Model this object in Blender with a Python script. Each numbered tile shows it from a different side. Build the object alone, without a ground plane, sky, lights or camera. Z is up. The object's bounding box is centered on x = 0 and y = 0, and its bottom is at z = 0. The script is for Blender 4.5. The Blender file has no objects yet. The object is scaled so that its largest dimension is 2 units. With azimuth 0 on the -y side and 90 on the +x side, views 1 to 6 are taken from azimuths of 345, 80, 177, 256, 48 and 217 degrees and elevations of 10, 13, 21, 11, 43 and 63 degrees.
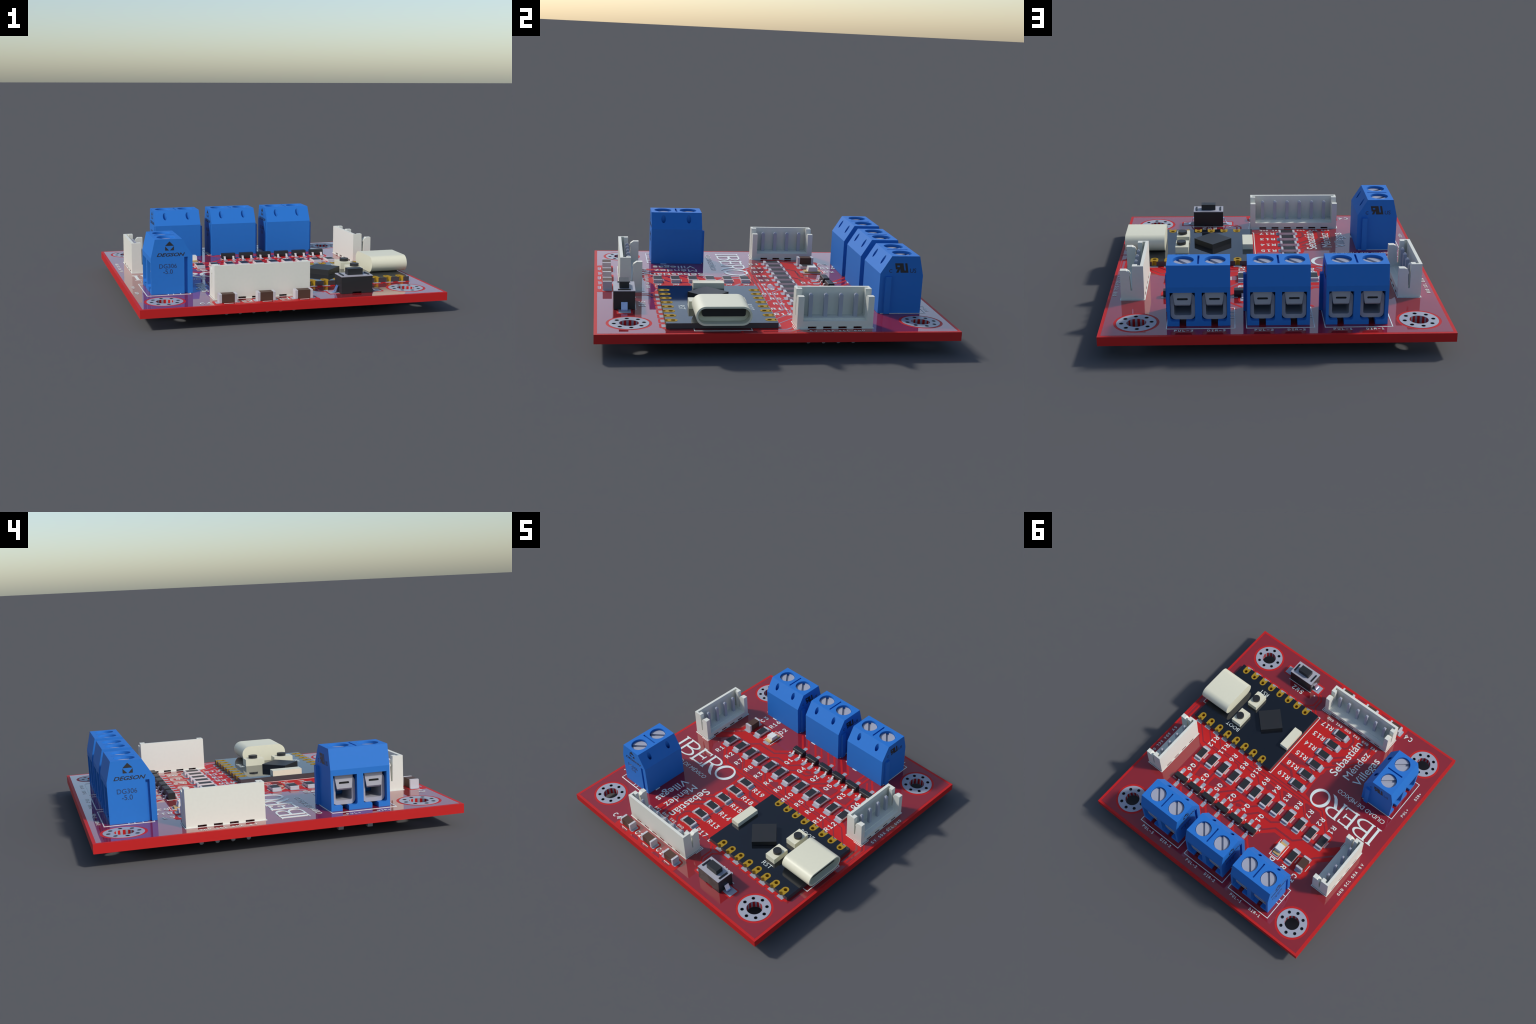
"""Motion-control circuit board: red PCB, four screw terminal blocks, three
crimp pin headers, microcontroller module with USB-C socket, SMD parts.
Units: metres of the 2.00 m frame; MM is one board millimetre in that frame."""
import bpy, bmesh, math
from mathutils import Vector, Matrix
from mathutils.geometry import tessellate_polygon

MM = 0.0341
BX, BY = 0.9555, 1.0              # board half size
Z0, ZB = 0.0787, 0.1300           # substrate bottom / top
Z_POUR, Z_CLEAR, Z_COPPER, Z_PAD, Z_SILK = 0.1304, 0.1308, 0.1312, 0.1316, 0.1320
PI = math.pi
COL = bpy.context.scene.collection


# ------------------------------------------------------------------ materials
def material(name, color, rough=0.5, metallic=0.0, spec=0.5, coat=0.0, coat_rough=0.05,
             vary=0.03, scale=60.0, bump=0.0):
    m = bpy.data.materials.new(name)
    m.use_nodes = True
    nt = m.node_tree
    b = nt.nodes["Principled BSDF"]
    tc = nt.nodes.new("ShaderNodeTexCoord")
    nz = nt.nodes.new("ShaderNodeTexNoise")
    nz.inputs["Scale"].default_value = scale
    nz.inputs["Detail"].default_value = 3
    nt.links.new(tc.outputs["Object"], nz.inputs["Vector"])
    mix = nt.nodes.new("ShaderNodeMix")
    mix.data_type = 'RGBA'
    mix.inputs[6].default_value = tuple(c * (1 - vary) for c in color) + (1,)
    mix.inputs[7].default_value = tuple(min(1, c * (1 + vary)) for c in color) + (1,)
    nt.links.new(nz.outputs["Fac"], mix.inputs[0])
    nt.links.new(mix.outputs[2], b.inputs["Base Color"])
    b.inputs["Roughness"].default_value = rough
    b.inputs["Metallic"].default_value = metallic
    b.inputs["Specular IOR Level"].default_value = spec
    b.inputs["Coat Weight"].default_value = coat
    b.inputs["Coat Roughness"].default_value = coat_rough
    if bump:
        bp = nt.nodes.new("ShaderNodeBump")
        bp.inputs["Strength"].default_value = bump
        bp.inputs["Distance"].default_value = 0.001
        nz2 = nt.nodes.new("ShaderNodeTexNoise")
        nz2.inputs["Scale"].default_value = 400
        nt.links.new(tc.outputs["Object"], nz2.inputs["Vector"])
        nt.links.new(nz2.outputs["Fac"], bp.inputs["Height"])
        nt.links.new(bp.outputs["Normal"], b.inputs["Normal"])
    return m


M_RED = material("red_solder_mask", (0.545, 0.0125, 0.0125), 0.55, spec=0.3)
M_POUR = material("mask_over_copper", (0.285, 0.0165, 0.0225), 0.03, spec=0.5, vary=0.02, coat=0.75, coat_rough=0.015)
M_SILK = material("white_silkscreen_ink", (0.80, 0.86, 0.80), 0.25)
M_PAD = material("tinned_pad", (0.37, 0.385, 0.44), 0.4)
M_BLUE = material("blue_plastic", (0.015, 0.172, 0.580), 0.65, spec=0.4)
M_STEEL = material("plated_steel", (0.40, 0.415, 0.475), 0.4, spec=0.5)
M_CAGE = material("clamp_metal", (0.39, 0.39, 0.43), 0.4)
M_IVORY = material("ivory_nylon", (0.775, 0.775, 0.675), 0.5, spec=0.4)
M_CREAM = material("cream_shell", (0.79, 0.765, 0.575), 0.4)
M_BLACK = material("black_plastic", (0.018, 0.019, 0.020), 0.45)
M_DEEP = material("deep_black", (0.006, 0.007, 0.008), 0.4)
M_RESIST = material("black_resistive_glaze", (0.018, 0.020, 0.023), 0.5)
M_CERAMIC = material("pale_ceramic", (0.70, 0.66, 0.65), 0.5)
M_TIN = material("tinned_terminal", (0.56, 0.55, 0.57), 0.4)
M_BROWN = material("brown_ceramic", (0.092, 0.048, 0.034), 0.5, spec=0.25)
M_MODULE = material("black_module_mask", (0.0065, 0.0085, 0.0125), 0.06, vary=0.02, coat=0.3, coat_rough=0.04)
M_FR4 = material("dark_module_edge", (0.055, 0.050, 0.056), 0.5)
M_GOLD = material("gold_plating", (0.40, 0.245, 0.020), 0.6, spec=0.15)
M_AMBER = material("amber_led_base", (0.62, 0.42, 0.16), 0.4)
M_LENS = material("white_led_lens", (0.80, 0.82, 0.76), 0.35)
M_INK = material("dark_printed_ink", (0.020, 0.022, 0.026), 0.5)
M_INK_THIN = material("faded_printed_ink", (0.020, 0.045, 0.12), 0.5)
M_COVER = material("switch_cover_steel", (0.42, 0.415, 0.455), 0.4)
M_LEG = material("sky_tinted_switch_leg", (0.70, 0.72, 0.88), 0.25, metallic=1.0)  # blue of the mirrored sky is tinted into the base colour
M_LEAD = material("tinned_lead", (0.70, 0.66, 0.66), 0.4)
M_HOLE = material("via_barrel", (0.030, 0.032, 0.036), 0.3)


# ------------------------------------------------------------------- helpers
def new_obj(name, mesh, parent, mat=None, loc=(0, 0, 0), rot=0.0, smooth=None):
    o = bpy.data.objects.new(name, mesh)
    COL.objects.link(o)
    o.parent = parent
    o.location = loc
    o.rotation_euler = (0, 0, rot)
    if mat is not None and len(mesh.materials) == 0:
        mesh.materials.append(mat)
    if smooth is not None:
        mesh.shade_smooth()
        bm = bmesh.new(); bm.from_mesh(mesh)
        for e in bm.edges:
            if len(e.link_faces) == 2 and e.calc_face_angle(0) > smooth:
                e.smooth = False
        bm.to_mesh(mesh); bm.free()
    return o


def again(o, parent, loc=None, rot=None):
    c = o.copy()
    COL.objects.link(c)
    c.parent = parent
    if loc is not None:
        c.location = loc
    if rot is not None:
        c.rotation_euler = (0, 0, rot)
    return c


class Build:
    """Collects prisms and boxes into one mesh."""
    def __init__(self):
        self.v, self.f, self.mi = [], [], []
        self.step = 0

    def prism(self, loops, z0, z1, mi=0, frame=None, bump_step=False):
        if bump_step:                      # keep overlapping flat pieces off one plane
            z1 += 5e-6 * self.step
            self.step += 1
        if not isinstance(loops[0][0], (tuple, list, Vector)):
            loops = [loops]
        pts = [Vector((p[0], p[1], 0)) for l in loops for p in l]
        tris = tessellate_polygon([[Vector((p[0], p[1], 0)) for p in l] for l in loops])
        n, base = len(pts), len(self.v)
        fr = frame or (lambda x, y, z: (x, y, z))
        for z in (z0, z1):
            self.v += [fr(p.x, p.y, z) for p in pts]
        for t in tris:
            a, b, c = (pts[i] for i in t)
            s = (b - a).cross(c - a).z
            if abs(s) < 1e-14:
                continue
            t = t if s > 0 else t[::-1]
            self.f.append([base + n + i for i in t]); self.mi.append(mi)
            self.f.append([base + i for i in t[::-1]]); self.mi.append(mi)
        k = 0
        for li, l in enumerate(loops):
            m = len(l)
            area = sum(l[i][0] * l[(i + 1) % m][1] - l[(i + 1) % m][0] * l[i][1] for i in range(m))
            fwd = (area > 0) == (li == 0)
            for i in range(m):
                a, b = base + k + i, base + k + (i + 1) % m
                self.f.append([a, b, b + n, a + n] if fwd else [b, a, a + n, b + n]); self.mi.append(mi)
            k += m
        return self

    def box(self, x0, x1, y0, y1, z0, z1, mi=0):
        return self.prism([(x0, y0), (x1, y0), (x1, y1), (x0, y1)], z0, z1, mi)

    def along_x(self, prof, x0, x1, mi=0):       # profile given as (y, z)
        return self.prism(prof, x0, x1, mi, frame=lambda a, b, c: (c, a, b))

    def along_y(self, prof, y0, y1, mi=0):       # profile given as (x, z)
        return self.prism([p for p in prof], -y1, -y0, mi, frame=lambda a, b, c: (a, -c, b))

    def mesh(self, name, mats=(), merge=False):
        me = bpy.data.meshes.new(name)
        me.from_pydata(self.v, [], self.f)
        for m in mats:
            me.materials.append(m)
        for p, i in zip(me.polygons, self.mi):
            p.material_index = i
        bm = bmesh.new(); bm.from_mesh(me)
        if merge:
            bmesh.ops.remove_doubles(bm, verts=bm.verts, dist=1e-6)
        bmesh.ops.dissolve_limit(bm, angle_limit=0.001, verts=bm.verts, edges=bm.edges, delimit={'MATERIAL'}) if merge else None
        bm.to_mesh(me); bm.free()
        me.update()
        return me


def circle(cx, cy, r, n=32, a0=0.0, a1=2 * PI, ry=None):
    full = abs(a1 - a0 - 2 * PI) < 1e-6
    m = n if full else n + 1
    ry = r if ry is None else ry
    return [(cx + r * math.cos(a0 + (a1 - a0) * i / n), cy + ry * math.sin(a0 + (a1 - a0) * i / n)) for i in range(m)]


def rrect(x0, x1, y0, y1, r, n=5):
    o = []
    for cx, cy, a in ((x1 - r, y1 - r, 0), (x0 + r, y1 - r, PI / 2), (x0 + r, y0 + r, PI), (x1 - r, y0 + r, 1.5 * PI)):
        o += circle(cx, cy, r, n, a, a + PI / 2)
    return o


def ribbon(pts, w, cap=True):
    """Constant-width outline of a polyline with mitred joints and round caps."""
    P = [Vector(p) for p in pts]
    P = [p for i, p in enumerate(P) if i == 0 or (p - P[i - 1]).length > 1e-7]
    closed = len(P) > 3 and (P[0] - P[-1]).length < 1e-6
    if closed:
        P = P[:-1]
    n, h = len(P), w / 2
    D = [(P[(i + 1) % n] - P[i]).normalized() for i in range(n if closed else n - 1)]
    L, R = [], []
    for i in range(n):
        if closed:
            d0, d1 = D[i - 1], D[i]
        else:
            d0, d1 = D[max(i - 1, 0)], D[min(i, n - 2)]
        t = d0 + d1
        t = t.normalized() if t.length > 1e-6 else d1
        nrm = Vector((-t.y, t.x))
        k = min(1 / max(0.3, nrm.dot(Vector((-d1.y, d1.x)))), 2.5)
        L.append(P[i] + nrm * h * k)
        R.append(P[i] - nrm * h * k)
    if closed:
        return [[tuple(p) for p in L], [tuple(p) for p in R]] if abs(_area(L)) > abs(_area(R)) else [[tuple(p) for p in R], [tuple(p) for p in L]]
    out = [tuple(p) for p in R]
    if cap:
        a = math.atan2(D[-1].y, D[-1].x)
        out += circle(P[-1].x, P[-1].y, h, 6, a - PI / 2, a + PI / 2)[1:-1]
    out += [tuple(p) for p in reversed(L)]
    if cap:
        a = math.atan2(D[0].y, D[0].x)
        out += circle(P[0].x, P[0].y, h, 6, a + PI / 2, a + 1.5 * PI)[1:-1]
    return [out]


def _area(l):
    return sum(l[i][0] * l[(i + 1) % len(l)][1] - l[(i + 1) % len(l)][0] * l[i][1] for i in range(len(l))) / 2


def tube(bld, pts, w, z0, z1, mi=0, cap=True):
    bld.prism(ribbon(pts, w, cap), z0, z1, mi, bump_step=True)


def boolean(mesh, cutters):
    o = bpy.data.objects.new("work", mesh); COL.objects.link(o)
    tmp = []
    for i, c in enumerate(cutters):
        co = bpy.data.objects.new("cutter", c); COL.objects.link(co); tmp.append(co)
        md = o.modifiers.new("b%d" % i, 'BOOLEAN'); md.operation = 'DIFFERENCE'; md.object = co; md.solver = 'EXACT'
    dg = bpy.context.evaluated_depsgraph_get(); dg.update()
    me = bpy.data.meshes.new_from_object(o.evaluated_get(dg))
    for t in tmp + [o]:
        d = t.data
        bpy.data.objects.remove(t)
        bpy.data.meshes.remove(d)
    return me


# ---------------------------------------------------------------- lettering
def arc(cx, cy, rx, ry, a0, a1, n=8):
    return [(cx + rx * math.cos(math.radians(a0 + (a1 - a0) * i / n)), cy + ry * math.sin(math.radians(a0 + (a1 - a0) * i / n))) for i in range(n + 1)]


def glyphs():
    g = {}
    bowl = [(0, 1), (.33, 1)] + arc(.33, .74, .27, .26, 90, -90) + [(0, .48)]
    g['R'] = [[(0, 0), (0, 1)], bowl, [(.30, .48), (.62, 0)]]
    g['P'] = [[(0, 0), (0, 1)], bowl]
    g['B'] = [[(0, 0), (0, 1)], bowl, [(.3, .48)] + arc(.33, .24, .29, .24, 90, -90) + [(0, 0)]]
    g['D'] = [[(0, 0), (0, 1), (.25, 1)] + arc(.25, .5, .37, .5, 90, -90) + [(0, 0)]]
    g['Q'] = [arc(.32, .5, .32, .5, 0, 360, 20), [(.36, .26), (.64, -.08)]]
    g['O'] = [arc(.32, .5, .32, .5, 0, 360, 20)]
    g['0'] = [arc(.31, .5, .29, .5, 0, 360, 20)]
    g['C'] = [arc(.36, .5, .36, .5, 50, 310, 14)]
    g['G'] = [arc(.36, .5, .36, .5, 50, 345, 16) + [(.66, .48), (.40, .48)]]
    g['1'] = [[(.08, .78), (.32, 1), (.32, 0)], [(.06, 0), (.58, 0)]]
    g['2'] = [arc(.31, .72, .29, .28, 160, -20, 9) + [(.03, 0), (.62, 0)]]
    g['3'] = [[(.04, 1), (.58, 1), (.30, .60)] + arc(.30, .30, .31, .30, 85, -150, 12)]
    g['4'] = [[(.46, 0), (.46, 1), (.02, .30), (.64, .30)]]
    g['5'] = [[(.56, 1), (.10, 1), (.06, .55)] + arc(.30, .32, .31, .32, 125, -145, 12)]
    g['6'] = [arc(.32, .31, .30, .31, 0, 360, 18), [(.05, .40), (.20, .78), (.40, 1)]]
    g['7'] = [[(.02, 1), (.60, 1), (.20, 0)]]
    g['8'] = [arc(.31, .75, .25, .25, 0, 360, 16), arc(.31, .26, .30, .26, 0, 360, 16)]
    g['9'] = [arc(.31, .69, .30, .31, 0, 360, 18), [(.58, .60), (.43, .22), (.23, 0)]]
    g['S'] = [arc(.31, .75, .27, .25, 35, 250, 10) + arc(.31, .26, .30, .26, 70, -150, 10)]
    g['W'] = [[(0, 1), (.15, 0), (.33, .7), (.51, 0), (.66, 1)]]
    g['N'] = [[(.02, 0), (.02, 1), (.58, 0), (.58, 1)]]
    g['V'] = [[(0, 1), (.32, 0), (.64, 1)]]
    g['A'] = [[(0, 0), (.31, 1), (.62, 0)], [(.11, .32), (.51, .32)]]
    g['L'] = [[(.08, 1), (.08, 0), (.60, 0)]]
    g['U'] = [[(.03, 1), (.03, .30)] + arc(.31, .30, .28, .30, 180, 360, 8) + [(.59, 1)]]
    g['I'] = [[(.31, 0), (.31, 1)], [(.08, 1), (.54, 1)], [(.08, 0), (.54, 0)]]
    g['T'] = [[(.31, 0), (.31, 1)], [(0, 1), (.62, 1)]]
    g['+'] = [[(.31, .12), (.31, .72)], [(.0, .42), (.62, .42)]]
    g['-'] = [[(.02, .45), (.60, .45)]]
    return g


GLYPH = glyphs()


def label(text, parent, x, y, deg, h, width, sw, name="silkscreen_label", mat=None, z0=Z_SILK - 0.0004, dz=0.0004):
    """Stroke-font label; (x, y) is the start of the baseline."""
    b = Build()
    n = len(text)
    gw = 0.62 * h
    adv = (width - gw) / (n - 1) if n > 1 else 0
    for i, ch in enumerate(text):
        for st in GLYPH[ch]:
            tube(b, [(i * adv + px * gw / 0.62 * 1.0, py * h) for px, py in st], sw, 0, dz)
    return new_obj(name, b.mesh(name), parent, mat or M_SILK, (x, y, z0), math.radians(deg))


def font_mesh(text, width, shear=0.0, bold=0.0, ysc=1.0, depth=0.0006, space=1.0):
    c = bpy.data.curves.new("lettering", 'FONT')
    c.body = text; c.shear = shear; c.offset = bold; c.extrude = 0.02; c.space_character = space
    c.resolution_u = 4
    o = bpy.data.objects.new("lettering", c); COL.objects.link(o)
    dg = bpy.context.evaluated_depsgraph_get(); dg.update()
    me = bpy.data.meshes.new_from_object(o.evaluated_get(dg))
    bpy.data.objects.remove(o); bpy.data.curves.remove(c)
    xs = [v.co.x for v in me.vertices]
    s = width / (max(xs) - min(xs)); x0 = min(xs)
    for v in me.vertices:
        v.co = Vector(((v.co.x - x0) * s, v.co.y * s * ysc, depth if v.co.z > 0 else 0))
    me.materials.clear()
    return me


# ============================================================ the thing itself
root = bpy.data.objects.new("circuit_board", None)
COL.objects.link(root)
root["label"] = "red motor controller circuit board with blue screw terminals"
root["category"] = "circuit board"

HOLES = [(0.7585, -0.8130), (-0.7790, -0.8145), (-0.7800, 0.8245), (0.7630, 0.8250)]
VIA_R, VIA_RING, HOLE_R, PAD_R = 0.0122, 0.0815, 0.0535, 0.1085


def vias(cx, cy):
    return [(cx + VIA_RING * math.cos(k * PI / 4 + 0.12), cy + VIA_RING * math.sin(k * PI / 4 + 0.12)) for k in range(8)]


def board_loops(ix, iy, with_pads=True):
    l = [[(-ix, -iy), (ix, -iy), (ix, iy), (-ix, iy)]]
    for cx, cy in HOLES:
        if with_pads:
            l.append(circle(cx, cy, HOLE_R, 48))
            for vx, vy in vias(cx, cy):
                l.append(circle(vx, vy, VIA_R, 14))
        else:
            l.append(circle(cx, cy, PAD_R + 0.0155, 56))
    return l


substrate = new_obj("substrate", Build().prism(board_loops(BX, BY), Z0, ZB).mesh("substrate"), root, M_RED)

b = Build()
EDGE = 0.0178
b.prism(board_loops(BX - EDGE, BY - EDGE, False), ZB - 0.0005, Z_POUR)
b.prism(board_loops(BX - EDGE, BY - EDGE, False), Z0 - 0.0006, Z0 + 0.0005)
pour = new_obj("copper_pour", b.mesh("copper_pour"), root, M_POUR)

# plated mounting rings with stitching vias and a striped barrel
for hi, (cx, cy) in enumerate(HOLES):
    b = Build()
    loops = [circle(0, 0, PAD_R, 56), circle(0, 0, HOLE_R, 48)] + [circle(vx - cx, vy - cy, VIA_R, 14) for vx, vy in vias(cx, cy)]
    b.prism(loops, ZB - 0.0004, Z_PAD)
    b.prism(loops, Z0 - 0.0008, Z0 + 0.0004)
    for k in range(12):
        a = k * PI / 6
        ring = circle(0, 0, HOLE_R + 0.0002, 4, a, a + PI / 13) + circle(0, 0, HOLE_R - 0.0006, 4, a, a + PI / 13)[::-1]
        b.prism(ring, Z0, ZB - 0.0002)
    ringo = new_obj("mounting_hole_ring", b.mesh("mounting_hole_ring"), root, M_PAD, (cx, cy, 0))
    b = Build()
    for vx, vy in vias(cx, cy):
        b.prism([circle(vx - cx, vy - cy, VIA_R, 14), circle(vx - cx, vy - cy, VIA_R - 0.0022, 14)], Z0, Z_PAD + 0.0003)
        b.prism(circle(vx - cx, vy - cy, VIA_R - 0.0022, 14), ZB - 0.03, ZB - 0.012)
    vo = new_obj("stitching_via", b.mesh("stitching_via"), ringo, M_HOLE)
    vo["kind"] = "stuff"

# -------------------------------------------------------- copper-free areas
R_ROW = [("R12", .6030), ("R11", .4960), ("R6", .3870), ("R5", .2805), ("R10", .1735), ("R9", .0690), ("R4", -.0345),
         ("R3", -.1385), ("R8", -.2505), ("R7", -.3640), ("R2", -.4710), ("R1", -.5725)]
R_ROW = [(n, .6065 - i * .1069) for i, (n, _) in enumerate(R_ROW)]
RY = .1990
R_COL = [(n, -.607 + i * .1106) for i, n in enumerate(("R17", "R13", "R14", "R15", "R18", "R19"))]
RCX = -.1335
Q_ROW = [(n, .5895 - i * .1355) for i, n in enumerate(("Q6", "Q3", "Q5", "Q2", "Q4", "Q1"))]
QY = .4615
CAPS = [("C4", -.4255), ("C2", -.1915), ("C1", .0415)]
CAPY = -.9215
PINX = [.8120 - i * .0864 for i in range(8)]

clear = Build()
CZ0 = ZB - 0.0002
centre = [(.30, -.60), (.093, -.626), (.040, -.633), (-.042, -.637), (-.077, -.655), (-.110, -.672), (-.130, -.692), (-.178, -.697),
          (-.415, -.706), (-.434, -.658), (-.423, -.528), (-.405, -.487), (-.364, -.437), (-.228, -.299), (-.230, -.262), (-.217, -.232),
          (-.217, -.140), (-.222, -.092), (-.226, -.036), (-.272, -.024), (-.422, -.024), (-.464, .016), (-.556, .105), (-.583, .103),
          (-.607, .117), (-.613, .148), (-.606, .232), (-.695, .142), (-.745, .142), (-.745, .245), (-.640, .345), (-.624, .400), (-.640, .470), (-.632, .525),
          (-.590, .532), (-.548, .515), (-.510, .512), (-.470, .520), (-.425, .505), (-.408, .525), (-.335, .528), (-.312, .505), (-.296, .437),
          (-.308, .360), (-.243, .360), (-.158, .438), (-.150, .458),
          (.655, .458), (.657, .410), (.640, .363), (.580, .357), (.582, .304), (.598, .292), (.640, .290), (.652, .266), (.646, .150), (.684, .137), (.742, .080),
          (.760, .100), (.900, .100), (.935, .060), (.935, -.135), (.87, -.16), (.60, -.30)]
clear.prism(centre, CZ0, Z_CLEAR, bump_step=True)
# drain pads and their 45 degree channels towards the screw terminals
for n, x in Q_ROW:
    clear.prism(rrect(x - .026, x + .026, .462, .557, .022), CZ0, Z_CLEAR, bump_step=True)
    if n == "Q6":
        ends = [((x - .012, .545), (x - .075, .612)), ((x - .045, .520), (x - .085, .570))]
    elif n == "Q3":
        ends = [((x - .022, .535), (x - .022, .64)), ((x + .022, .540), (x + .022, .64))]
    else:
        ends = [((x + .016, .548), (x - .090, .655)), ((x - .020, .520), (x - .125, .625))]
    for e in ends:
        tube(clear, e, .0155, CZ0, Z_CLEAR)
# lone pads inside the pour
for n, x in CAPS:
    clear.prism(rrect(x - .088, x + .088, CAPY - .042, CAPY + .042, .02), CZ0, Z_CLEAR, bump_step=True)
clear.prism(rrect(-.515, .135, -.985, -.935, .015), CZ0, Z_CLEAR, bump_step=True)
clear.prism(rrect(.228, .300, -.878, -.784, .01), CZ0, Z_CLEAR, bump_step=True)
clear.prism(rrect(.500, .588, -.875, -.786, .01), CZ0, Z_CLEAR, bump_step=True)
for i, x in enumerate(PINX):
    clear.prism(rrect(x - .038, x + .038, -.655, -.60, .012), CZ0, Z_CLEAR, bump_step=True)
clear.prism(rrect(.10, .87, -.640, -.60, .012), CZ0, Z_CLEAR, bump_step=True)
for pts, w in (([(.245, -.80), (.205, -.760), (.205, -.690), (.25, -.650)], .012), ([(.215, -.80), (.178, -.760), (.178, -.680), (.14, -.640)], .012),
               ([(.905, -.14), (.905, -.22), (.945, -.22)], .012)):
    tube(clear, pts, w, CZ0, Z_CLEAR)
new_obj("mask_clearance", clear.mesh("mask_clearance"), root, M_RED)

# ------------------------------------------------------------------- traces
tr = Build()
TZ0 = ZB
THIN, MID, WIDE = .0085, .0145, .0195
signals = [[(.800, -.015), (.672, .111), (.535, .111), (.510, .135)],
           [(.715, -.015), (.604, .096), (.333, .096), (.292, .135)],
           [(.620, -.020), (.522, .078), (.147, .078), (.085, .135)],
           [(.368, -.015), (.306, .048), (-.040, .048), (-.122, .130)],
           [(.272, -.015), (.234, .022), (-.243, .022), (-.352, .130)],
           [(.160, -.010), (.120, -.003), (-.412, -.003), (-.558, .140)]]
for s in signals:
    tube(tr, s, THIN, TZ0, Z_COPPER)
gates = [[(.590, .262), (.563, .292), (.563, .395)], [(.425, .268), (.428, .284), (.428, .395)],
         [(.300, .375), (.200, .272)], [(.163, .380), (.120, .315), (.030, .310), (-.012, .270)],
         [(.020, .385), (-.048, .312), (-.170, .313), (-.225, .268)], [(-.135, .392), (-.150, .406), (-.228, .328), (-.388, .328), (-.448, .268)]]
for s in gates:
    tube(tr, s, MID, TZ0, Z_COPPER)
for s, w in (([(.090, -.123), (-.018, -.123), (-.054, -.088)], WIDE), ([(-.205, -.530), (-.222, -.530), (-.243, -.557), (-.243, -.626), (-.180, -.695)], MID),
             ([(-.205, -.412), (-.275, -.480), (-.285, -.545), (-.309, -.645), (-.270, -.705)], MID), ([(-.233, -.378), (-.330, -.475), (-.357, -.520), (-.357, -.640), (-.330, -.690)], .028),
             ([(-.205, -.306), (-.330, -.430), (-.388, -.500), (-.391, -.690)], MID), ([(-.100, -.535), (-.160, -.572), (-.205, -.615)], MID),
             ([(-.090, -.505), (-.083, -.390)], MID), ([(-.083, -.390), (-.083, -.280)], MID), ([(-.095, -.260), (-.120, -.240), (-.185, -.180)], MID),
             ([(-.188, -.165), (-.184, -.055)], MID), ([(.100, -.625), (.060, -.607), (-.075, -.607)], MID),
             ([(-.580, .365), (-.600, .335), (-.735, .200)], MID), ([(-.475, .370), (-.575, .370)], MID),
             ([(.918, -.10), (.918, .05), (.880, .10)], MID), ([(.888, -.12), (.888, .03), (.86, .06)], MID),
             ([(-.368, .485), (-.475, .485)], MID)):
    tube(tr, s, w, TZ0, Z_COPPER)
for i in range(0, 12, 2):                                    # resistor pairs share a node
    tube(tr, [(R_ROW[i][1], .262), (R_ROW[i + 1][1], .262)], .024, TZ0, Z_COPPER)
for i in range(11):                                          # pour fingers between resistors
    xm = (R_ROW[i][1] + R_ROW[i + 1][1]) / 2
    tr.prism(rrect(xm - .017, xm + .017, .163, .226, .012), TZ0, Z_COPPER, bump_step=True)
islands = [[(.078, -.243), (-.039, -.246), (-.062, -.240), (-.095, -.238), (-.093, -.224), (-.045, -.211), (-.021, -.194), (.078, -.198)],
           [(.539, .297), (.520, .287), (.462, .285), (.459, .300), (.484, .316), (.492, .365), (.507, .365), (.531, .375)],
           [(.397, .290), (.343, .281), (.322, .289), (.271, .294), (.277, .305), (.312, .336), (.362, .363), (.395, .374), (.402, .355)],
           [(.230, .340), (.205, .311), (.154, .295), (.164, .315), (.189, .344), (.196, .358), (.229, .364)],
           [(.105, .080), (.024, .066), (-.002, .070), (-.045, .085), (-.053, .100), (-.028, .111), (.004, .109), (.024, .125), (.041, .109)],
           [(-.079, .050), (-.088, .044), (-.222, .034), (-.262, .075), (-.264, .106), (-.247, .110), (-.221, .106), (-.190, .130), (-.170, .116), (-.129, .107)],
           [(-.275, .028), (-.284, .020), (-.405, .020), (-.431, .039), (-.470, .076), (-.483, .106), (-.461, .118), (-.434, .114), (-.414, .132), (-.388, .115), (-.346, .104)],
           [(.135, .360), (.118, .346), (.085, .340), (.085, .360), (.118, .378)],
           [(-.470, -.967), (-.382, -.963), (-.392, -.978), (-.455, -.980)], [(-.330, -.955), (-.285, -.952), (-.262, -.974), (-.345, -.978)],
           [(-.235, -.967), (-.146, -.963), (-.155, -.978), (-.220, -.980)], [(-.095, -.955), (-.050, -.952), (-.028, -.974), (-.110, -.978)],
           [(.000, -.967), (.082, -.963), (.070, -.978), (.010, -.980)]]
for p in islands:
    tr.prism(p, TZ0, Z_COPPER, bump_step=True)
new_obj("copper_trace", tr.mesh("copper_trace"), root, M_POUR)

# --------------------------------------------------------------- silkscreen
sk = Build()
SZ0 = ZB


def line(*p, w=.0048):
    tube(sk, p, w, SZ0, Z_SILK)


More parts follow.
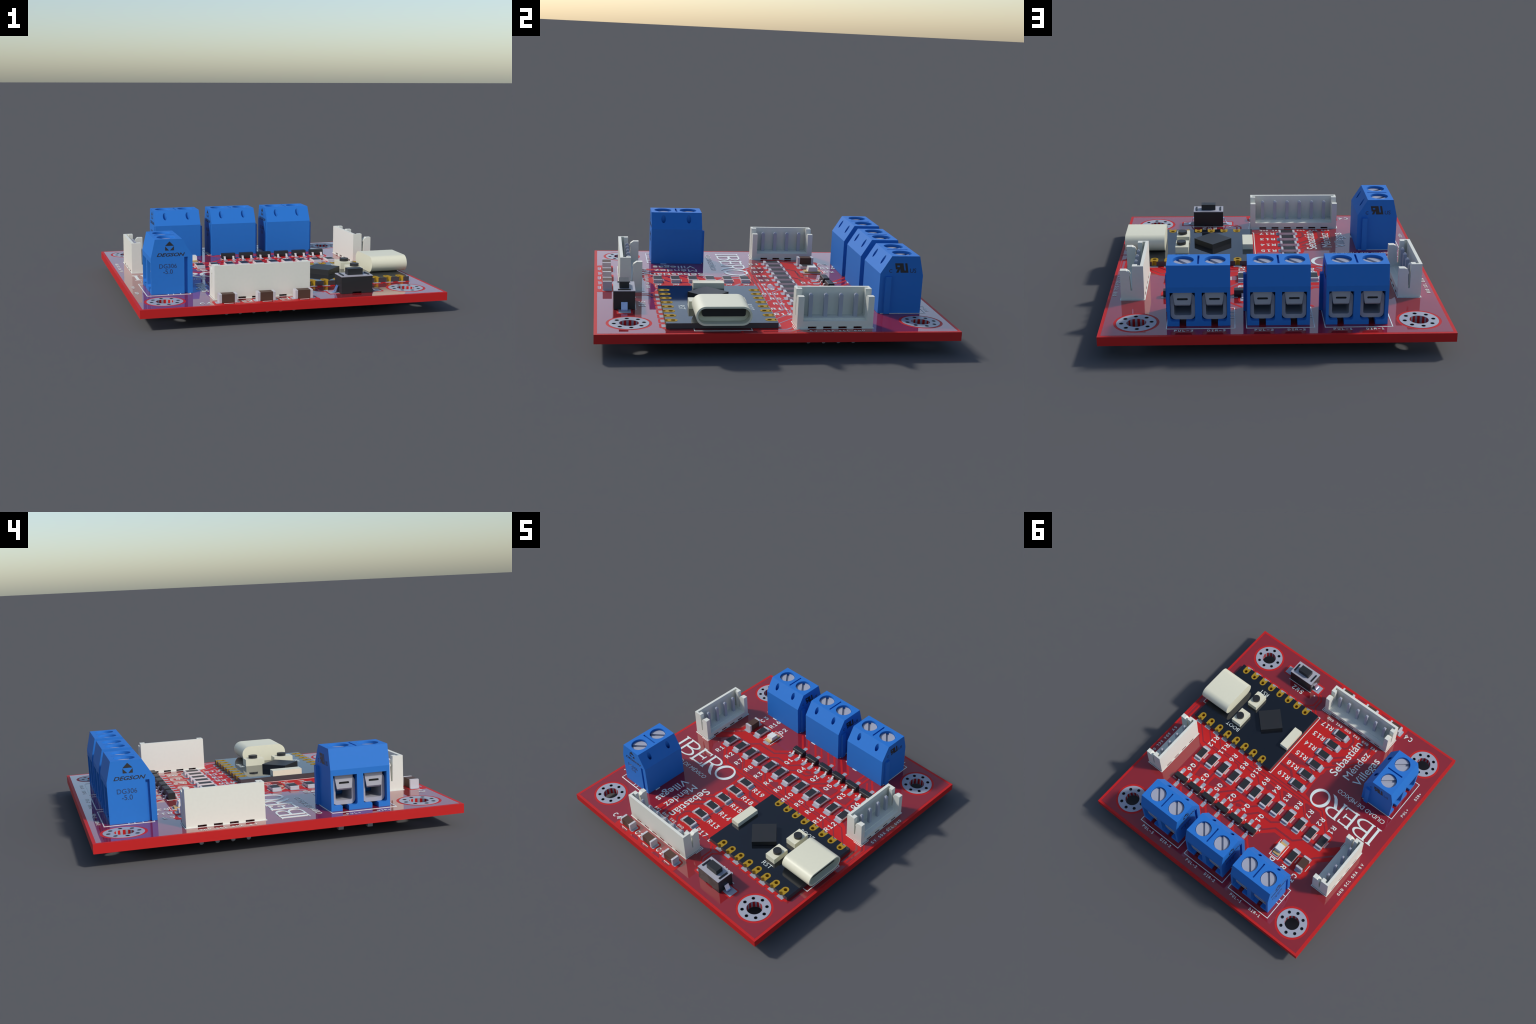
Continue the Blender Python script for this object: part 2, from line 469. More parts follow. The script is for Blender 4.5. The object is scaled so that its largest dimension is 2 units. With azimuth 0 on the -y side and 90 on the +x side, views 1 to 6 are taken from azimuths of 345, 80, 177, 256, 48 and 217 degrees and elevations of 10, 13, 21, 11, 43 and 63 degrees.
TERM_ROW = [.4250, -.0035, -.4270]
for cx in TERM_ROW:
    line((cx + .172, .637), (cx + .172, .909), (cx - .194, .909), (cx - .194, .640), (cx - .165, .640))
    for yy in (.700, .744, .776):
        line((cx - .194, yy), (cx - .172, yy))
    line((cx - .105, .6175), (cx - .073, .6175), w=.008)
cy = -.4535
line((-.586, cy + .172), (-.8582, cy + .172), (-.8582, cy - .194), (-.590, cy - .194), (-.590, cy - .165))
for xx in (-.650, -.694, -.726):
    line((xx, cy - .194), (xx, cy - .172))
line((-.5665, cy - .105), (-.5665, cy - .073), w=.008)
JST = [((.8110, .2980), PI / 2, 4), ((-.7810, .2980), PI / 2, 4), ((-.1880, -.7815), PI, 6)]
for (jx, jy), rot, n in JST:
    hl, hw = (2.5 * (n - 1) + 5.0) * MM / 2 + .0045, .0690
    R = Matrix.Rotation(rot, 2)
    q = lambda u, v: tuple(R @ Vector((u, v)) + Vector((jx, jy)))
    line(q(-hl, -hw), q(hl, -hw), q(hl, hw), q(-hl, hw), q(-hl, -hw), w=.004)
    s = -1
    line(q(-hl + .07, -hw - .0095), q(-hl - .0095, -hw - .0095), q(-hl - .0095, -hw + .055), w=.004)
# module outline
line((.105, -.630), (.091, -.630), (.091, -.008), (.108, -.008), w=.0055)
line((.870, -.163), (.905, -.163), (.905, -.473), (.870, -.473), w=.005)
# switch outline
line((.509, -.7665), (.295, -.7665), w=.004)
sk.prism(circle(.252, -.7635, .0065, 12), SZ0, Z_SILK, bump_step=True)
# small part outlines
for n, x in R_ROW:
    for d in (.0330, .0395):
        line((x - d, .1720), (x - d, .2250), w=.0028)
for n, y in R_COL:
    for d in (.0330, .0395):
        line((RCX - .027, y + d), (RCX + .027, y + d), w=.0028)
for n, x in CAPS:
    line((x - .027, CAPY - .040), (x + .027, CAPY - .040), w=.004)
line((-.612, .405), (-.612, .460), w=.004)
line((-.512, .405), (-.512, .455), w=.003)
line((-.320, .372), (-.320, .515), (-.3985, .515), (-.3985, .381), w=.005)
for n, x in Q_ROW:
    line((x - .0475, .430), (x - .0475, .490), (x - .021, .490), w=.004)
    line((x + .061, .486), (x + .030, .488), w=.003)
    sk.prism([(x - .062, .409), (x - .050, .420), (x - .066, .427)], SZ0, Z_SILK, bump_step=True)


# display lettering: a humanist serif word built from stems, bowls and serifs
def ibero(bld):
    y0, H = -.158, .158
    T = .019

    def stem(x0, x1, serif=.011):
        bld.prism([(x0 - serif, y0), (x1 + serif, y0), (x1 + serif * .8, y0 + .006), (x1, y0 + .012), (x1, y0 + H - .012),
                   (x1 + serif * .8, y0 + H - .006), (x1 + serif, y0 + H), (x0 - serif, y0 + H), (x0 - serif * .8, y0 + H - .006),
                   (x0, y0 + H - .012), (x0, y0 + .012), (x0 - serif * .8, y0 + .006)], SZ0, Z_SILK, bump_step=True)

    def half_bowl(x, ya, yb, w, t):
        cy, r = (ya + yb) / 2, (yb - ya) / 2
        out = [(x, yb)] + circle(x + w * .35, cy, w * .65, 14, PI / 2, -PI / 2, ry=r) + [(x, ya)]
        inn = [(x, ya + .009)] + circle(x + w * .35, cy, w * .65 - t, 14, -PI / 2, PI / 2, ry=r - .010) + [(x, yb - .009)]
        bld.prism(out + inn, SZ0, Z_SILK, bump_step=True)
    stem(-.8480, -.8290, .014)
    stem(-.7950, -.7770, .009)
    half_bowl(-.784, -.076, .000, .108, .018)
    half_bowl(-.784, -.158, -.072, .118, .020)
    stem(-.6480, -.6300, .009)
    for yy, x1, s in ((-.012, -.556, -1), (-.080, -.572, 0), (-.148, -.548, 1)):
        bld.prism([(-.632, yy - .0055), (x1 - .004, yy - .0055), (x1 - .004, yy - .0055 - (.016 if s <= 0 else 0)), (x1 + .004, yy - .0055 - (.016 if s <= 0 else 0)),
                   (x1 + .006, yy + .0055 + (.018 if s >= 0 else 0)), (x1 - .002, yy + .0055 + (.018 if s >= 0 else 0)), (x1 - .006, yy + .0055), (-.632, yy + .0055)],
                  SZ0, Z_SILK, bump_step=True)
    stem(-.5300, -.5120, .009)
    half_bowl(-.520, -.084, .000, .100, .019)
    bld.prism([(-.490, -.082), (-.464, -.080), (-.444, -.116), (-.422, -.146), (-.394, -.170), (-.424, -.168), (-.446, -.154), (-.470, -.122)], SZ0, Z_SILK, bump_step=True)
    cx, cy = -.3360, -.0790
    out = circle(cx, cy, .0775, 40, ry=.0800)
    ang = math.radians(-22)
    inn = [(cx + .0535 * math.cos(t) * math.cos(ang) - .0665 * math.sin(t) * math.sin(ang), cy + .0535 * math.cos(t) * math.sin(ang) + .0665 * math.sin(t) * math.cos(ang))
           for t in [2 * PI * k / 40 for k in range(40)]]
    bld.prism([out, inn], SZ0, Z_SILK, bump_step=True)


ibero(sk)
silk = new_obj("silkscreen", sk.mesh("silkscreen"), root, M_SILK)

LH, LS = .0345, .0066
for n, x in R_ROW:
    label(n, silk, x + .0200, .0130 if len(n) == 3 else .0440, 90, LH, .0945 if len(n) == 3 else .0610, LS)
for n, y in R_COL:
    label(n, silk, -.046, y - .0195, 0, LH, .0945, LS)
for n, x in Q_ROW:
    label(n, silk, x + .021, .3090, 90, LH, .0610, LS)
label("R16", silk, -.4490, .5220, 90, LH, .0945, LS)
label("D2", silk, -.3450, .5250, 90, LH, .0610, LS)
label("C3", silk, -.5540, .5250, 90, LH, .0610, LS)
for n, x in (("C4", -.588), ("C2", -.335), ("C1", -.101)):
    label(n, silk, x, -.9420, 0, LH, .0610, LS)
label("SW2", silk, .3450, -.7450, 0, LH, .0945, LS)
SH, SS = .0180, .0036
for i, t in enumerate(("GND", "SW1", "GND", "SW2", "GND", "SW3")):
    label(t, silk, -.0065 - i * .0850, -.6830, 0, SH, .0530, SS)
for cx, k in zip(TERM_ROW, "321"):
    label("PUL-" + k, silk, cx + .128, .9440, 180, SH, .0980, SS)
    label("DIR-" + k, silk, cx - .049, .9440, 180, SH, .0930, SS)
label("PUL+", silk, -.9160, -.3450, -90, SH, .0760, SS)
label("DIR+", silk, -.9160, -.5200, -90, SH, .0700, SS)
for i, t in enumerate(("5V", "SDA", "SCL", "GND")):
    w = .0380 if t == "5V" else .0570
    label(t, silk, .9300, .1685 + i * .0853 - w / 2, 90, SH, w, SS)
    label(t, silk, -.9170, .1685 + i * .0850 + w / 2, -90, SH, w, SS)
for t, x, y, w, bo in (("Sebastián", -.3165, -.2980, .3500, .006), ("Méndez", -.4165, -.3340, .2800, .0), ("Villegas", -.5090, -.3390, .2780, .006)):
    new_obj("silkscreen_name", font_mesh(t, w, bold=bo), silk, M_SILK, (x, y, Z_SILK - .0004), -PI / 2)
new_obj("silkscreen_city", font_mesh("CIUDAD DE MÉXICO", .4300, shear=.12, ysc=1.05), silk, M_SILK, (-.8340, -.2350, Z_SILK - .0004), 0)

# --------------------------------------------------------------------- pads
pd = Build()
PZ0 = ZB + .0002
for n, x in R_ROW:
    for y0, y1 in ((.1265, .1640), (.2340, .2710)):
        pd.prism(rrect(x - .0290, x + .0290, y0, y1, .008), PZ0, Z_PAD)
for x in (-.3590, -.4690, -.5690):
    for y0, y1 in ((.3570, .3980), (.4640, .5040)):
        pd.prism(rrect(x - .0290, x + .0290, y0, y1, .008), PZ0, Z_PAD)
for n, y in R_COL:
    for x0, x1 in ((RCX - .0720, RCX - .0340), (RCX + .0340, RCX + .0720)):
        pd.prism(rrect(x0, x1, y - .0290, y + .0290, .008), PZ0, Z_PAD)
for n, x in CAPS:
    for s in (-1, 1):
        pd.prism(rrect(x + s * .055 - .0185, x + s * .055 + .0185, CAPY - .0290, CAPY + .0290, .008), PZ0, Z_PAD)
for n, x in Q_ROW:
    for dx, y0, y1 in ((-.0324, .3805, .4330), (.0324, .3805, .4330), (0, .4900, .5440)):
        pd.prism(rrect(x + dx - .0140, x + dx + .0140, y0, y1, .006), PZ0, Z_PAD)
for x in PINX:
    pd.prism(rrect(x - .0250, x + .0250, -.6425, -.594, .003), PZ0, Z_PAD)
    pd.prism(rrect(x - .0250, x + .0250, -.041, .0070, .003), PZ0, Z_PAD)
for x0, x1 in ((.2385, .3000), (.5040, .5760)):
    pd.prism(rrect(x0, x1, -.8640, -.7960, .002), PZ0, Z_PAD)
new_obj("solder_pad", pd.mesh("solder_pad"), root, M_PAD)

# ------------------------------------------------------------ chip resistors
HX, HY, RH = 1.6 * MM / 2, 0, 0.55 * MM
RLEN = 3.2 * MM / 2
rb = Build().box(-HX + .0006, HX - .0006, -RLEN + .002, RLEN - .002, .0006, RH - .0012).mesh("chip_resistor")
rtop = Build().box(-HX + .0012, HX - .0012, -RLEN + .0145, RLEN - .0145, RH - .0013, RH).mesh("resistive_layer")
cap_prof = [(-RLEN, 0), (-RLEN + .0150, 0), (-RLEN + .0150, .0012), (-RLEN + .0030, .0012), (-RLEN + .0030, RH - .0012), (-RLEN + .0150, RH - .0012), (-RLEN + .0150, RH - .0002), (-RLEN + .0012, RH - .0002), (-RLEN, RH - .0014)]
rcap = Build().along_x(cap_prof, -HX, HX).mesh("end_terminal")
proto = None
for n, x, y, rot in [(n, x, RY, 0) for n, x in R_ROW] + [(n, RCX, y, PI / 2) for n, y in R_COL] + [("R16", -.4690, .4310, 0)]:
    if proto is None:
        ro = new_obj("chip_resistor", rb, root, M_CERAMIC)
        t0 = new_obj("resistive_layer", rtop, ro, M_RESIST)
        c0 = new_obj("end_terminal", rcap, ro, M_TIN)
        c1 = again(c0, ro, rot=PI)
        proto = (ro, t0, c0)
    else:
        ro = again(proto[0], root)
        again(proto[1], ro); again(proto[2], ro); again(proto[2], ro, rot=PI)
    ro.location = (x, y, Z_PAD + .0002); ro.rotation_euler = (0, 0, rot)

# ----------------------------------------------------------- chip capacitors
CH = 1.55 * MM
cb = Build().prism(rrect(-RLEN + .0145, RLEN - .0145, -HX + .001, HX - .001, .002, 2), .0008, CH - .001).mesh("chip_capacitor")
ccap = Build().along_x(rrect(-HX, HX, 0, CH, .0022, 2), -RLEN, -RLEN + .0152).mesh("end_terminal")
proto = None
for x, y, rot in [(x, CAPY, 0) for n, x in CAPS] + [(-.5690, .4310, PI / 2)]:
    if proto is None:
        co = new_obj("chip_capacitor", cb, root, M_BROWN)
        e0 = new_obj("end_terminal", ccap, co, M_TIN); again(e0, co, rot=PI)
        proto = (co, e0)
    else:
        co = again(proto[0], root)
        again(proto[1], co); again(proto[1], co, rot=PI)
    co.location = (x, y, Z_PAD + .0002); co.rotation_euler = (0, 0, rot)

# ------------------------------------------------------------- indicator LED
led = new_obj("indicator_led", Build().along_x([(-.0325, .010), (.0325, .010), (.0270, .0390), (-.0270, .0390)], -.0265, .0265).mesh("indicator_led"), root, M_LENS, (-.3590, .4370, Z_PAD))
lb = Build().box(-.0265, .0265, -.0540, .0540, .0004, .0105)
new_obj("led_base", lb.mesh("led_base"), led, M_AMBER)

# ------------------------------------------------------------ transistors
sb = Build().along_x([(-.0222, .0165), (-.0205, .0020), (.0205, .0020), (.0222, .0165), (.0195, .0400), (.0100, .0410), (-.0165, .0410), (-.0195, .0385)], -.0495, .0495).mesh("transistor")
lead = Build().prism(ribbon([(.0180, .0200), (.0290, .0195), (.0330, .0040), (.0460, .0020)], .0042, False), -.0068, .0068, frame=lambda a, c, z: (z, a, c)).mesh("lead")
proto = None
for n, x in Q_ROW:
    if proto is None:
        so = new_obj("transistor", sb, root, M_BLACK)
        l0 = new_obj("lead", lead, so, M_LEAD)
        proto = (so, l0)
    else:
        so = again(proto[0], root); again(proto[1], so, (0, 0, 0))
    so.location = (x, QY, Z_PAD)
    again(proto[1], so, (-.0324, 0, 0), PI); again(proto[1], so, (.0324, 0, 0), PI)

# ---------------------------------------------------------- push button (SW2)
SWX, SWY = .4010, -.8315
sw = new_obj("push_switch", Build().box(-.1010, .1010, -.0600, .0600, .0100, .1040).box(-.1010, -.0300, -.0600, .0600, .0002, .0100).box(.0300, .1010, -.0600, .0600, .0002, .0100).mesh("push_switch"), root, M_BLACK, (SWX, SWY, Z_PAD))
new_obj("cover_plate", Build().box(-.1020, .1020, -.0610, .0610, .1040, .1085).mesh("cover_plate"), sw, M_COVER)
new_obj("plunger", Build().box(-.0480, .0480, -.0270, .0270, .1085, .1470).mesh("plunger"), sw, M_BLACK)
bar = new_obj("retaining_bar", Build().box(-.0055, .0055, -.0360, .0360, .1085, .1135).mesh("retaining_bar"), sw, M_DEEP, (.0830, 0, 0))
again(bar, sw, (-.0830, 0, 0))
leg = Build().prism(ribbon([(.1000, .0425), (.1075, .0425), (.1235, .0075), (.1290, .0030), (.1400, .0022)], .0030, False), -.0178, .0178, frame=lambda a, c, z: (a, -z, c)).mesh("switch_leg")
lo = new_obj("switch_leg", leg, sw, M_LEG)
again(lo, sw, rot=PI)

# --------------------------------------------------------- crimp pin headers
def header_mesh(n):
    L = (2.5 * (n - 1) + 5.0) * MM / 2 - .0005
    F, B = -.0660, .0660                       # open front, closed back
    WT, SLOT = .0335, (B - .0630, F + .0560)   # end wall thickness, slot limits
    FL, TOP = .0410, .2050
    b = Build()
    b.box(-L, L, F, B, .0110, FL)
    b.box(-L + WT, L - WT, F + .0340, B - .0185, FL, FL + .0060)
    xs = [(-(n - 1) / 2 + i) * 2.5 * MM for i in range(n)]
    cuts = [-L] + [c for x in xs for c in (x - .0240, x + .0240)] + [L]
    for i in range(0, len(cuts), 2):
        b.box(cuts[i], cuts[i + 1], F, B, .0004, .0110)
    b.box(-L, L, B - .0185, B, FL, TOP)
    for s in (-1, 1):
        xa, xb = (L - WT, L) if s > 0 else (-L, -L + WT)
        xo = (L - .0135, L) if s > 0 else (-L, -L + .0135)
        b.box(xa, xb, SLOT[0] - .0005, B - .0185, FL, .0560)
        b.along_x([(SLOT[0] - .0030, .0560), (B - .0360, .0560), (B - .0360, TOP), (SLOT[0], TOP)], xa, xb)
        b.box(xo[0], xo[1], B - .0360, B - .0185, .0560, TOP)
        b.along_x([(F, FL), (SLOT[0] - .0005, FL), (SLOT[0] - .0005, .0560), (SLOT[1] + .0010, .0560), (F + .0520, .1430), (F + .0575, .1500), (F + .0520, .1660),
                   (F + .0335, .1790), (F, .1790)], xa, xb)
    return b.mesh("pin_header"), xs


def pin_mesh():
    b = Build()
    w, t = .0109, .0045
    b.box(-w, w, -w, w, -.1010, .1700)
    me = b.mesh("header_pin")
    bm = bmesh.new(); bm.from_mesh(me)
    for z, zc in ((.1700, .1785), (-.1010, -.1090)):
        f = [f for f in bm.faces if all(abs(v.co.z - z) < 1e-6 for v in f.verts)]
        r = bmesh.ops.extrude_face_region(bm, geom=f)
        for v in [v for v in r['geom'] if isinstance(v, bmesh.types.BMVert)]:
            v.co = Vector((v.co.x * .45, v.co.y * .45, zc))
        bmesh.ops.delete(bm, geom=f, context='FACES')
    bmesh.ops.recalc_face_normals(bm, faces=bm.faces)
    bm.to_mesh(me); bm.free()
    return me


pinm, meshes, firstpin = pin_mesh(), {}, None
for (jx, jy), rot, n in JST:
    if n not in meshes:
        meshes[n] = header_mesh(n)
    me, xs = meshes[n]
    ho = new_obj("pin_header", me, root, M_IVORY, (jx, jy, ZB + .0012), rot)
    for x in xs:
        if firstpin is None:
            firstpin = new_obj("header_pin", pinm, ho, M_STEEL, (x, .0105, 0))
        else:
            again(firstpin, ho, (x, .0105, 0))

# ------------------------------------------------------------ screw terminals
TW = 5.0 * MM                                 # half width: two 5 mm ways
TF, TR_ = .1285, -.1285                       # local front (+y) and rear
TH = .3400                                    # height above the board
TWP = TW - .0030                              # the ribbed side is a touch narrower
SHIFT = -.0040                                # screws sit slightly off the cell centre
CELLS = (-TW / 2, TW / 2)
SCY = .0195                                   # screw axis
prof = [(TR_, 0), (TF - .001, 0), (TF, .226), (TF - .0265, TH), (TR_ + .0635, TH), (TR_, .2360)]
body = Build().along_x(prof, -TW, TWP).mesh("terminal_block", merge=True)
cut = []
for c in CELLS:
    k = Build()
    k.along_y([(c + .0672, .1945), (c - .0672, .1945)] + circle(c - .0532, .0408, .0140, 6, PI, 1.5 * PI) + circle(c + .0532, .0408, .0140, 6, 1.5 * PI, 2 * PI), -.070, TF + .05)
    cut.append(k.mesh("c"))
    cut.append(Build().box(c - .0183, c + .0183, -.06, TF + .05, -.02, .0300).mesh("c"))
    cut.append(Build().prism(circle(c + SHIFT, SCY, .0580, 48), .290, TH + .05).mesh("c"))
    cut.append(Build().prism(circle(c - .006, -.0895, .0155, 24), .235, TH + .05).mesh("c"))
cut.append(Build().box(-.0055, .0055, -.0470, .0800, .325, TH + .05).mesh("c"))
cut.append(Build().box(-TW - .02, -TW + .0170, -.0985, -.0770, -.02, .2275).mesh("c"))
body = boolean(body, cut)
rib = Build().box(TWP - .0005, TW + .0150, -.0970, -.0640, .0006, .2210).mesh("key_rib")
# screw with a slotted head
scr = Build().prism(circle(0, 0, .0545, 40), .2600, .3245).mesh("terminal_screw", merge=True)
scr = boolean(scr, [Build().prism([(x * .766 - y * .643, x * .643 + y * .766) for x, y in ((-.0105, -.08), (.0105, -.08), (.0105, .08), (-.0105, .08))], .3110, .35).mesh("c")])
# wire clamp: rounded cage and pressure tongue
cg = Build()
cg.along_y([rrect(-.0655, .0655, .0275, .1800, .028, 6), rrect(-.0465, .0465, .0510, .1600, .010, 4)], -.055, TF - .031)
cage = cg.mesh("wire_cage")
tg = Build()
slot = rrect(-.0295, .0295, -.0060, .0060, .0058, 4)
plate = [(-.0425, -.0300), (.0425, -.0300), (.0525, .0420), (-.0525, .0420)]
tg.prism([plate, [(x, y) for x, y in slot]], -.004, .004, frame=lambda a, b_, c: (a, TF - .0240 + c - b_ * .12, .1490 + b_))
tg.prism([(-.0425, -.0300), (.0425, -.0300), (.0380, -.0400), (-.0380, -.0400)], -.004, .004, frame=lambda a, b_, c: (a, TF - .0204 + c + (b_ + .03) * 1.0, .1490 + b_))
tongue = tg.mesh("clamp_tongue")
tdark = Build().box(-.0320, .0320, -.0045, -.0015, -.007, .007).mesh("tongue_slot_dark_plate")  # black plate modelled to show the slot's dark interior
tpin = Build().box(-.0150, .0150, -.0150, .0150, -ZB - .0012 + .003, .0450).mesh("terminal_pin")
# printed marks
FT = lambda: None


def side_text(parent, me, side, y, z, mat, name):
    """Mesh lettering stood up on a side face; y, z is the start of its baseline."""
    o = new_obj(name, me, parent, mat)
    if side < 0:
        o.matrix_local = Matrix(((0, 0, -1, -TW - .0001), (-1, 0, 0, y), (0, 1, 0, z), (0, 0, 0, 1)))
    else:
        o.matrix_local = Matrix(((0, 0, 1, TWP + .0001), (1, 0, 0, y), (0, 1, 0, z), (0, 0, 0, 1)))
    return o


m_name = font_mesh("DEGSON", .1740, shear=.35, bold=.020, ysc=.70)
m_type = font_mesh("DG306", .1080, ysc=1.0)
m_pitch = font_mesh("-5.0", .0585, ysc=1.0)
lg = Build()
lg.prism([(-.0270, .0280), (.0270, .0280), (0, .0550)], 0, .0006)
lg.prism([(-.0270, 0), (-.0030, 0), (-.0270, .0250)], 0, .0006)
lg.prism([(.0270, 0), (.0270, .0250), (.0030, 0)], 0, .0006)
m_logo = lg.mesh("maker_mark")
ul = Build()
sl = lambda pts: [(x - (y - .0) * .20, y) for x, y in pts]
# mirrored R and U, leaning back
ul.prism([sl([(.0400, 0), (.0540, 0), (.0540, .0560), (.0140, .0560), (.0140, .0200), (.0250, .0200), (.0125, 0), (.0270, 0), (.0400, .0220)]),
          sl([(.0250, .0330), (.0400, .0330), (.0400, .0430), (.0250, .0430)])], 0, .0006)
ul.prism(sl([(.0540, 0), (.0870, 0), (.0870, .0560), (.0740, .0560), (.0740, .0130), (.0640, .0130), (.0640, .0560), (.0540, .0560)]), 0, .0006)
m_ul = ul.mesh("approval_mark")
m_c = font_mesh("C", .0175, ysc=1.05)
m_us = font_mesh("US", .0370, ysc=1.05)

protoT = None
for x, y, rot in [(cx, .7485, 0.0) for cx in TERM_ROW] + [(-.7008, -.4535, PI / 2)]:
    to = new_obj("terminal_block", body, root, M_BLUE, (x, y, ZB + .0012), rot) if protoT is None else again(protoT["b"], root, (x, y, ZB + .0012), rot)
    if protoT is None:
        protoT = {"b": to}
        protoT["rib"] = new_obj("key_rib", rib, to, M_BLUE)
        protoT["s"] = new_obj("terminal_screw", scr, to, M_STEEL, (CELLS[0] + SHIFT, SCY, 0), smooth=.6)
        protoT["c"] = new_obj("wire_cage", cage, to, M_CAGE, (CELLS[0], 0, 0), smooth=.6)
        protoT["t"] = new_obj("clamp_tongue", tongue, to, M_CAGE, (CELLS[0], 0, 0))
        protoT["k"] = new_obj("tongue_slot_dark_plate", tdark, to, M_DEEP, (CELLS[0], TF - .024, .149))
        protoT["p"] = new_obj("terminal_pin", tpin, to, M_STEEL, (CELLS[0], .0250, 0))
        protoT["m"] = [side_text(to, m_name, -1, .0925, .2350, M_INK, "maker_name"), side_text(to, m_type, -1, .0780, .1620, M_INK_THIN, "type_text"),
                       side_text(to, m_pitch, -1, .0540, .1270, M_INK_THIN, "pitch_text"), side_text(to, m_logo, -1, .0130, .2715, M_INK, "maker_mark"),
                       side_text(to, m_ul, 1, -.0480, .2425, M_INK, "approval_mark"), side_text(to, m_c, 1, -.0765, .2425, M_INK, "approval_text"),
                       side_text(to, m_us, 1, .0480, .2425, M_INK, "approval_text")]
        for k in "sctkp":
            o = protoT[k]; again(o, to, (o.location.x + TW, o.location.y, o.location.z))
    else:
        again(protoT["rib"], to)
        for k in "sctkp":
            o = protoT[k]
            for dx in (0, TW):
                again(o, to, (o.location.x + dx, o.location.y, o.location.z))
        for o in protoT["m"]:
            again(o, to)

# ------------------------------------------------------- microcontroller module
X0, X1, Y0, Y1, ZM0, ZM = .1040, .8665, -.6215, -.0145, ZB + .0018, .1620
NR = .0145
outline = []
for x in sorted(PINX):
    outline += [(x - NR, Y0)] + circle(x, Y0, NR, 8, PI, 0)[1:-1] + [(x + NR, Y0)]
outline = [(X0, Y0)] + outline + [(X1, Y0), (X1, Y1)]
for x in sorted(PINX, reverse=True):
    outline += [(x + NR, Y1)] + circle(x, Y1, NR, 8, 0, -PI)[1:-1] + [(x - NR, Y1)]
outline += [(X0, Y1)]
IN = .0410
hl = [circle(x, Y0 + IN, .0138, 16) for x in PINX] + [circle(x, Y1 - IN, .0138, 16) for x in PINX]
module = new_obj("controller_module", Build().prism([outline] + hl, ZM0, ZM - .0012).mesh("controller_module"), root, M_FR4)
new_obj("module_mask", Build().prism([outline] + hl, ZM - .0012, ZM).mesh("module_mask"), module, M_MODULE)
gp = Build()
PW_, PR = .0238, .0238
edge_notch = circle(0, 0, NR, 8, PI, 0)
shape = [(-PW_, 0), (-NR, 0)] + edge_notch[1:-1] + [(NR, 0), (PW_, 0)] + circle(0, IN, PR, 12, 0, PI)
gp.prism([shape, circle(0, IN, .0132, 16)], 0, .0010)
lining = circle(0, 0, NR, 8, PI, 0) + circle(0, 0, NR - .0014, 8, 0, PI)
gp.prism(lining, -(ZM - ZM0), .0008)
gp.prism([circle(0, IN, .0140, 16), circle(0, IN, .0128, 16)], -(ZM - ZM0), .0004)
gm = gp.mesh("castellated_contact")
g0 = None
for x in PINX:
    if g0 is None:
        g0 = new_obj("castellated_contact", gm, module, M_GOLD, (x, Y0, ZM))
    else:
        again(g0, module, (x, Y0, ZM), 0)
    again(g0, module, (x, Y1, ZM), PI)

# USB-C receptacle
UY, UZ, UW, UH = -.3185, .2150, .1505, .0528
stad = circle(UY + UW - UH, UZ, UH, 16, -PI / 2, PI / 2) + circle(UY - UW + UH, UZ, UH, 16, PI / 2, 1.5 * PI)
h2 = UH - .0105
stin = circle(UY + UW - UH, UZ, h2, 16, -PI / 2, PI / 2) + circle(UY - UW + UH, UZ, h2, 16, PI / 2, 1.5 * PI)
u = Build()
u.prism([stad, stin], .6900, .9170, frame=lambda a, b_, c: (c, a, b_))
u.prism(stad, .6680, .6900, frame=lambda a, b_, c: (c, a, b_))
new_obj("usb_receptacle", u.mesh("usb_receptacle"), module, M_CREAM, smooth=.5)
h3 = h2 - .0004
plug = circle(UY + UW - UH, UZ, h3, 12, -PI / 2, PI / 2) + circle(UY - UW + UH, UZ, h3, 12, PI / 2, 1.5 * PI)
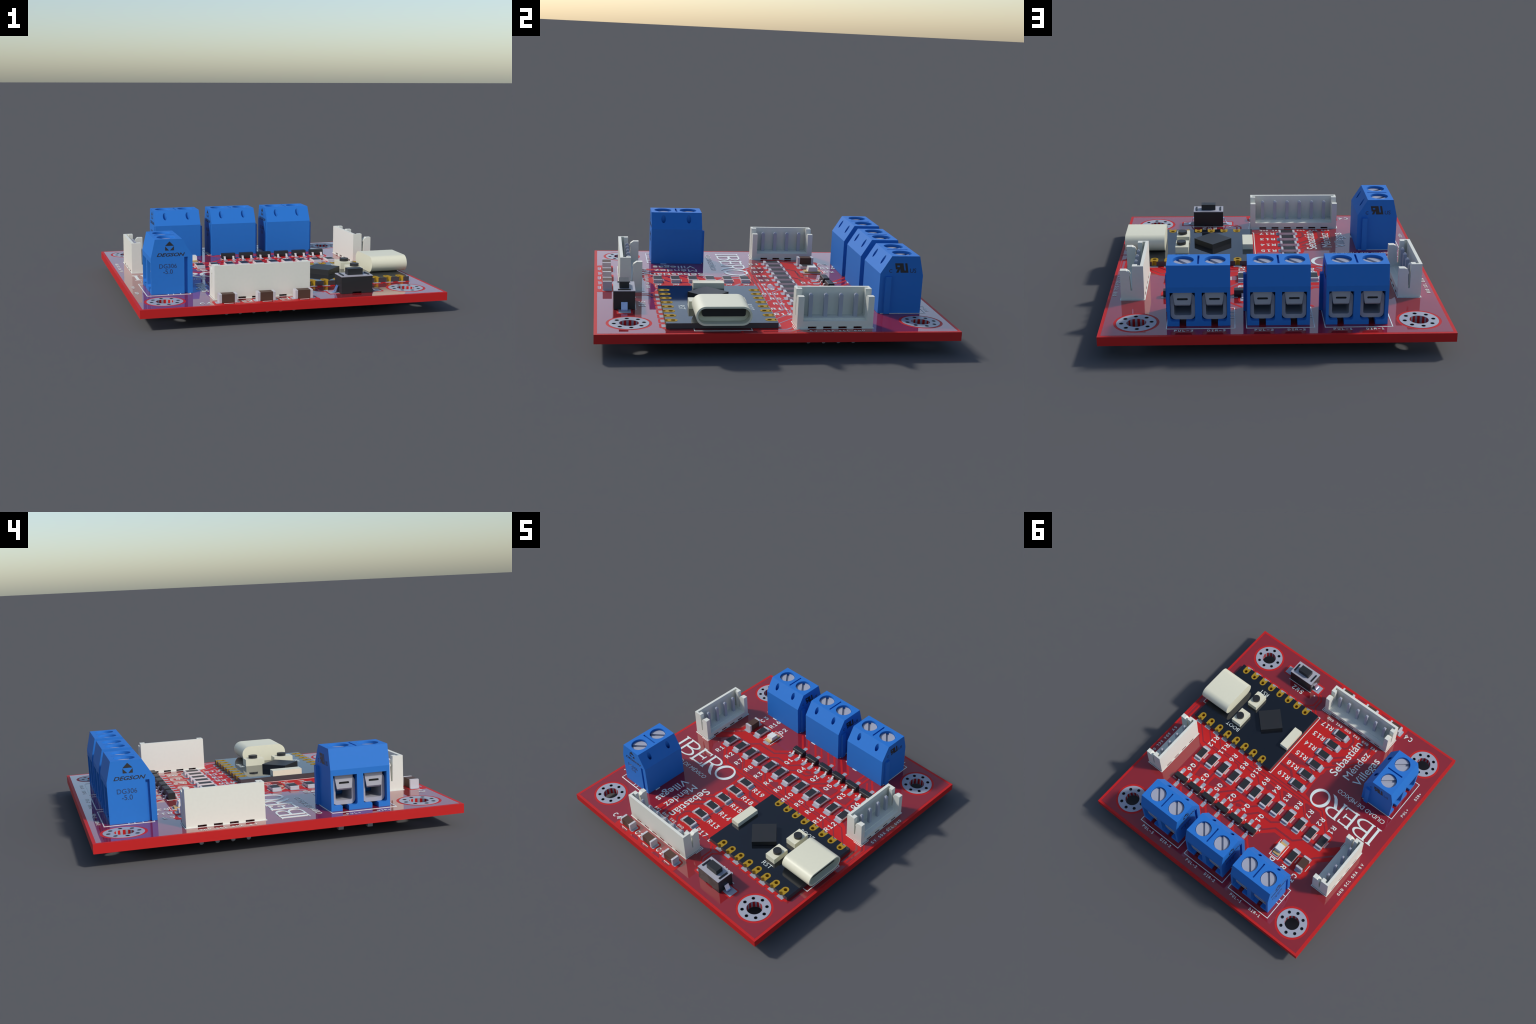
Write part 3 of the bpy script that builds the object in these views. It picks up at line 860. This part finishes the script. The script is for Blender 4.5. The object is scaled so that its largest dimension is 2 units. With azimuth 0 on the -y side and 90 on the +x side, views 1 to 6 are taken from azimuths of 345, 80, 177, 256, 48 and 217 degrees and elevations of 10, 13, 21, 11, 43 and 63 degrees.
new_obj("usb_cavity_floor", Build().prism(plug, .6895, .8620, frame=lambda a, b_, c: (c, a, b_)).mesh("usb_cavity_floor"), module, M_CREAM)
new_obj("usb_tongue", Build().along_x(rrect(UY - .1170, UY + .1170, .2080, .2572, .012, 3), .8620, .8960).mesh("usb_tongue"), module, M_DEEP)

# tactile buttons, processor, antenna block
bb = Build().box(-.0410, .0410, -.0635, .0635, 0, .0435).mesh("tactile_button")
bc = Build().prism(circle(0, 0, .0295, 28), .0435, .0625).mesh("button_cap")
for i, (y, dy) in enumerate(((-.4135, .002), (-.2165, .003))):
    if i == 0:
        t0 = new_obj("tactile_button", bb, module, M_CREAM, (.5590, y, ZM))
        c0 = new_obj("button_cap", bc, module, M_BLACK, (.5645, y + dy, ZM), smooth=.6)
    else:
        again(t0, module, (.5590, y, ZM)); again(c0, module, (.5645, y + dy, ZM))
new_obj("processor_chip", Build().box(-.0850, .0850, -.0850, .0850, 0, .0345).mesh("processor_chip"), module, M_BLACK, (.3650, -.3440, ZM), PI / 4)
new_obj("ceramic_antenna", Build().box(-.0330, .0330, -.0940, .0940, 0, .0345).mesh("ceramic_antenna"), module, M_CREAM, (.1390, -.3180, ZM))
for t, x, y, w in (("RST", .5280, -.5310, .0800), ("BOOT", .5080, -.1395, .1200)):
    new_obj("module_label", font_mesh(t, w, bold=-.008), module, M_SILK, (x, y, ZM), 0)

# solder joints under the through-hole parts
so = Build()
spots = []
for (jx, jy), rot, n in JST:
    for i in range(n):
        p = Matrix.Rotation(rot, 2) @ Vector(((-(n - 1) / 2 + i) * 2.5 * MM, .0105))
        spots.append((jx + p.x, jy + p.y, .027))
for x, y, rot in [(cx, .7485, 0.0) for cx in TERM_ROW] + [(-.7008, -.4535, PI / 2)]:
    for c in CELLS:
        p = Matrix.Rotation(rot, 2) @ Vector((c, .025))
        spots.append((x + p.x, y + p.y, .040))
for x, y, r in spots:
    so.prism(circle(x, y, r, 20), Z0 - .0012, Z0)
new_obj("solder_joint", so.mesh("solder_joint"), root, M_PAD)

for o in list(bpy.data.objects):
    if o.name.startswith(("work", "cutter")):
        bpy.data.objects.remove(o)
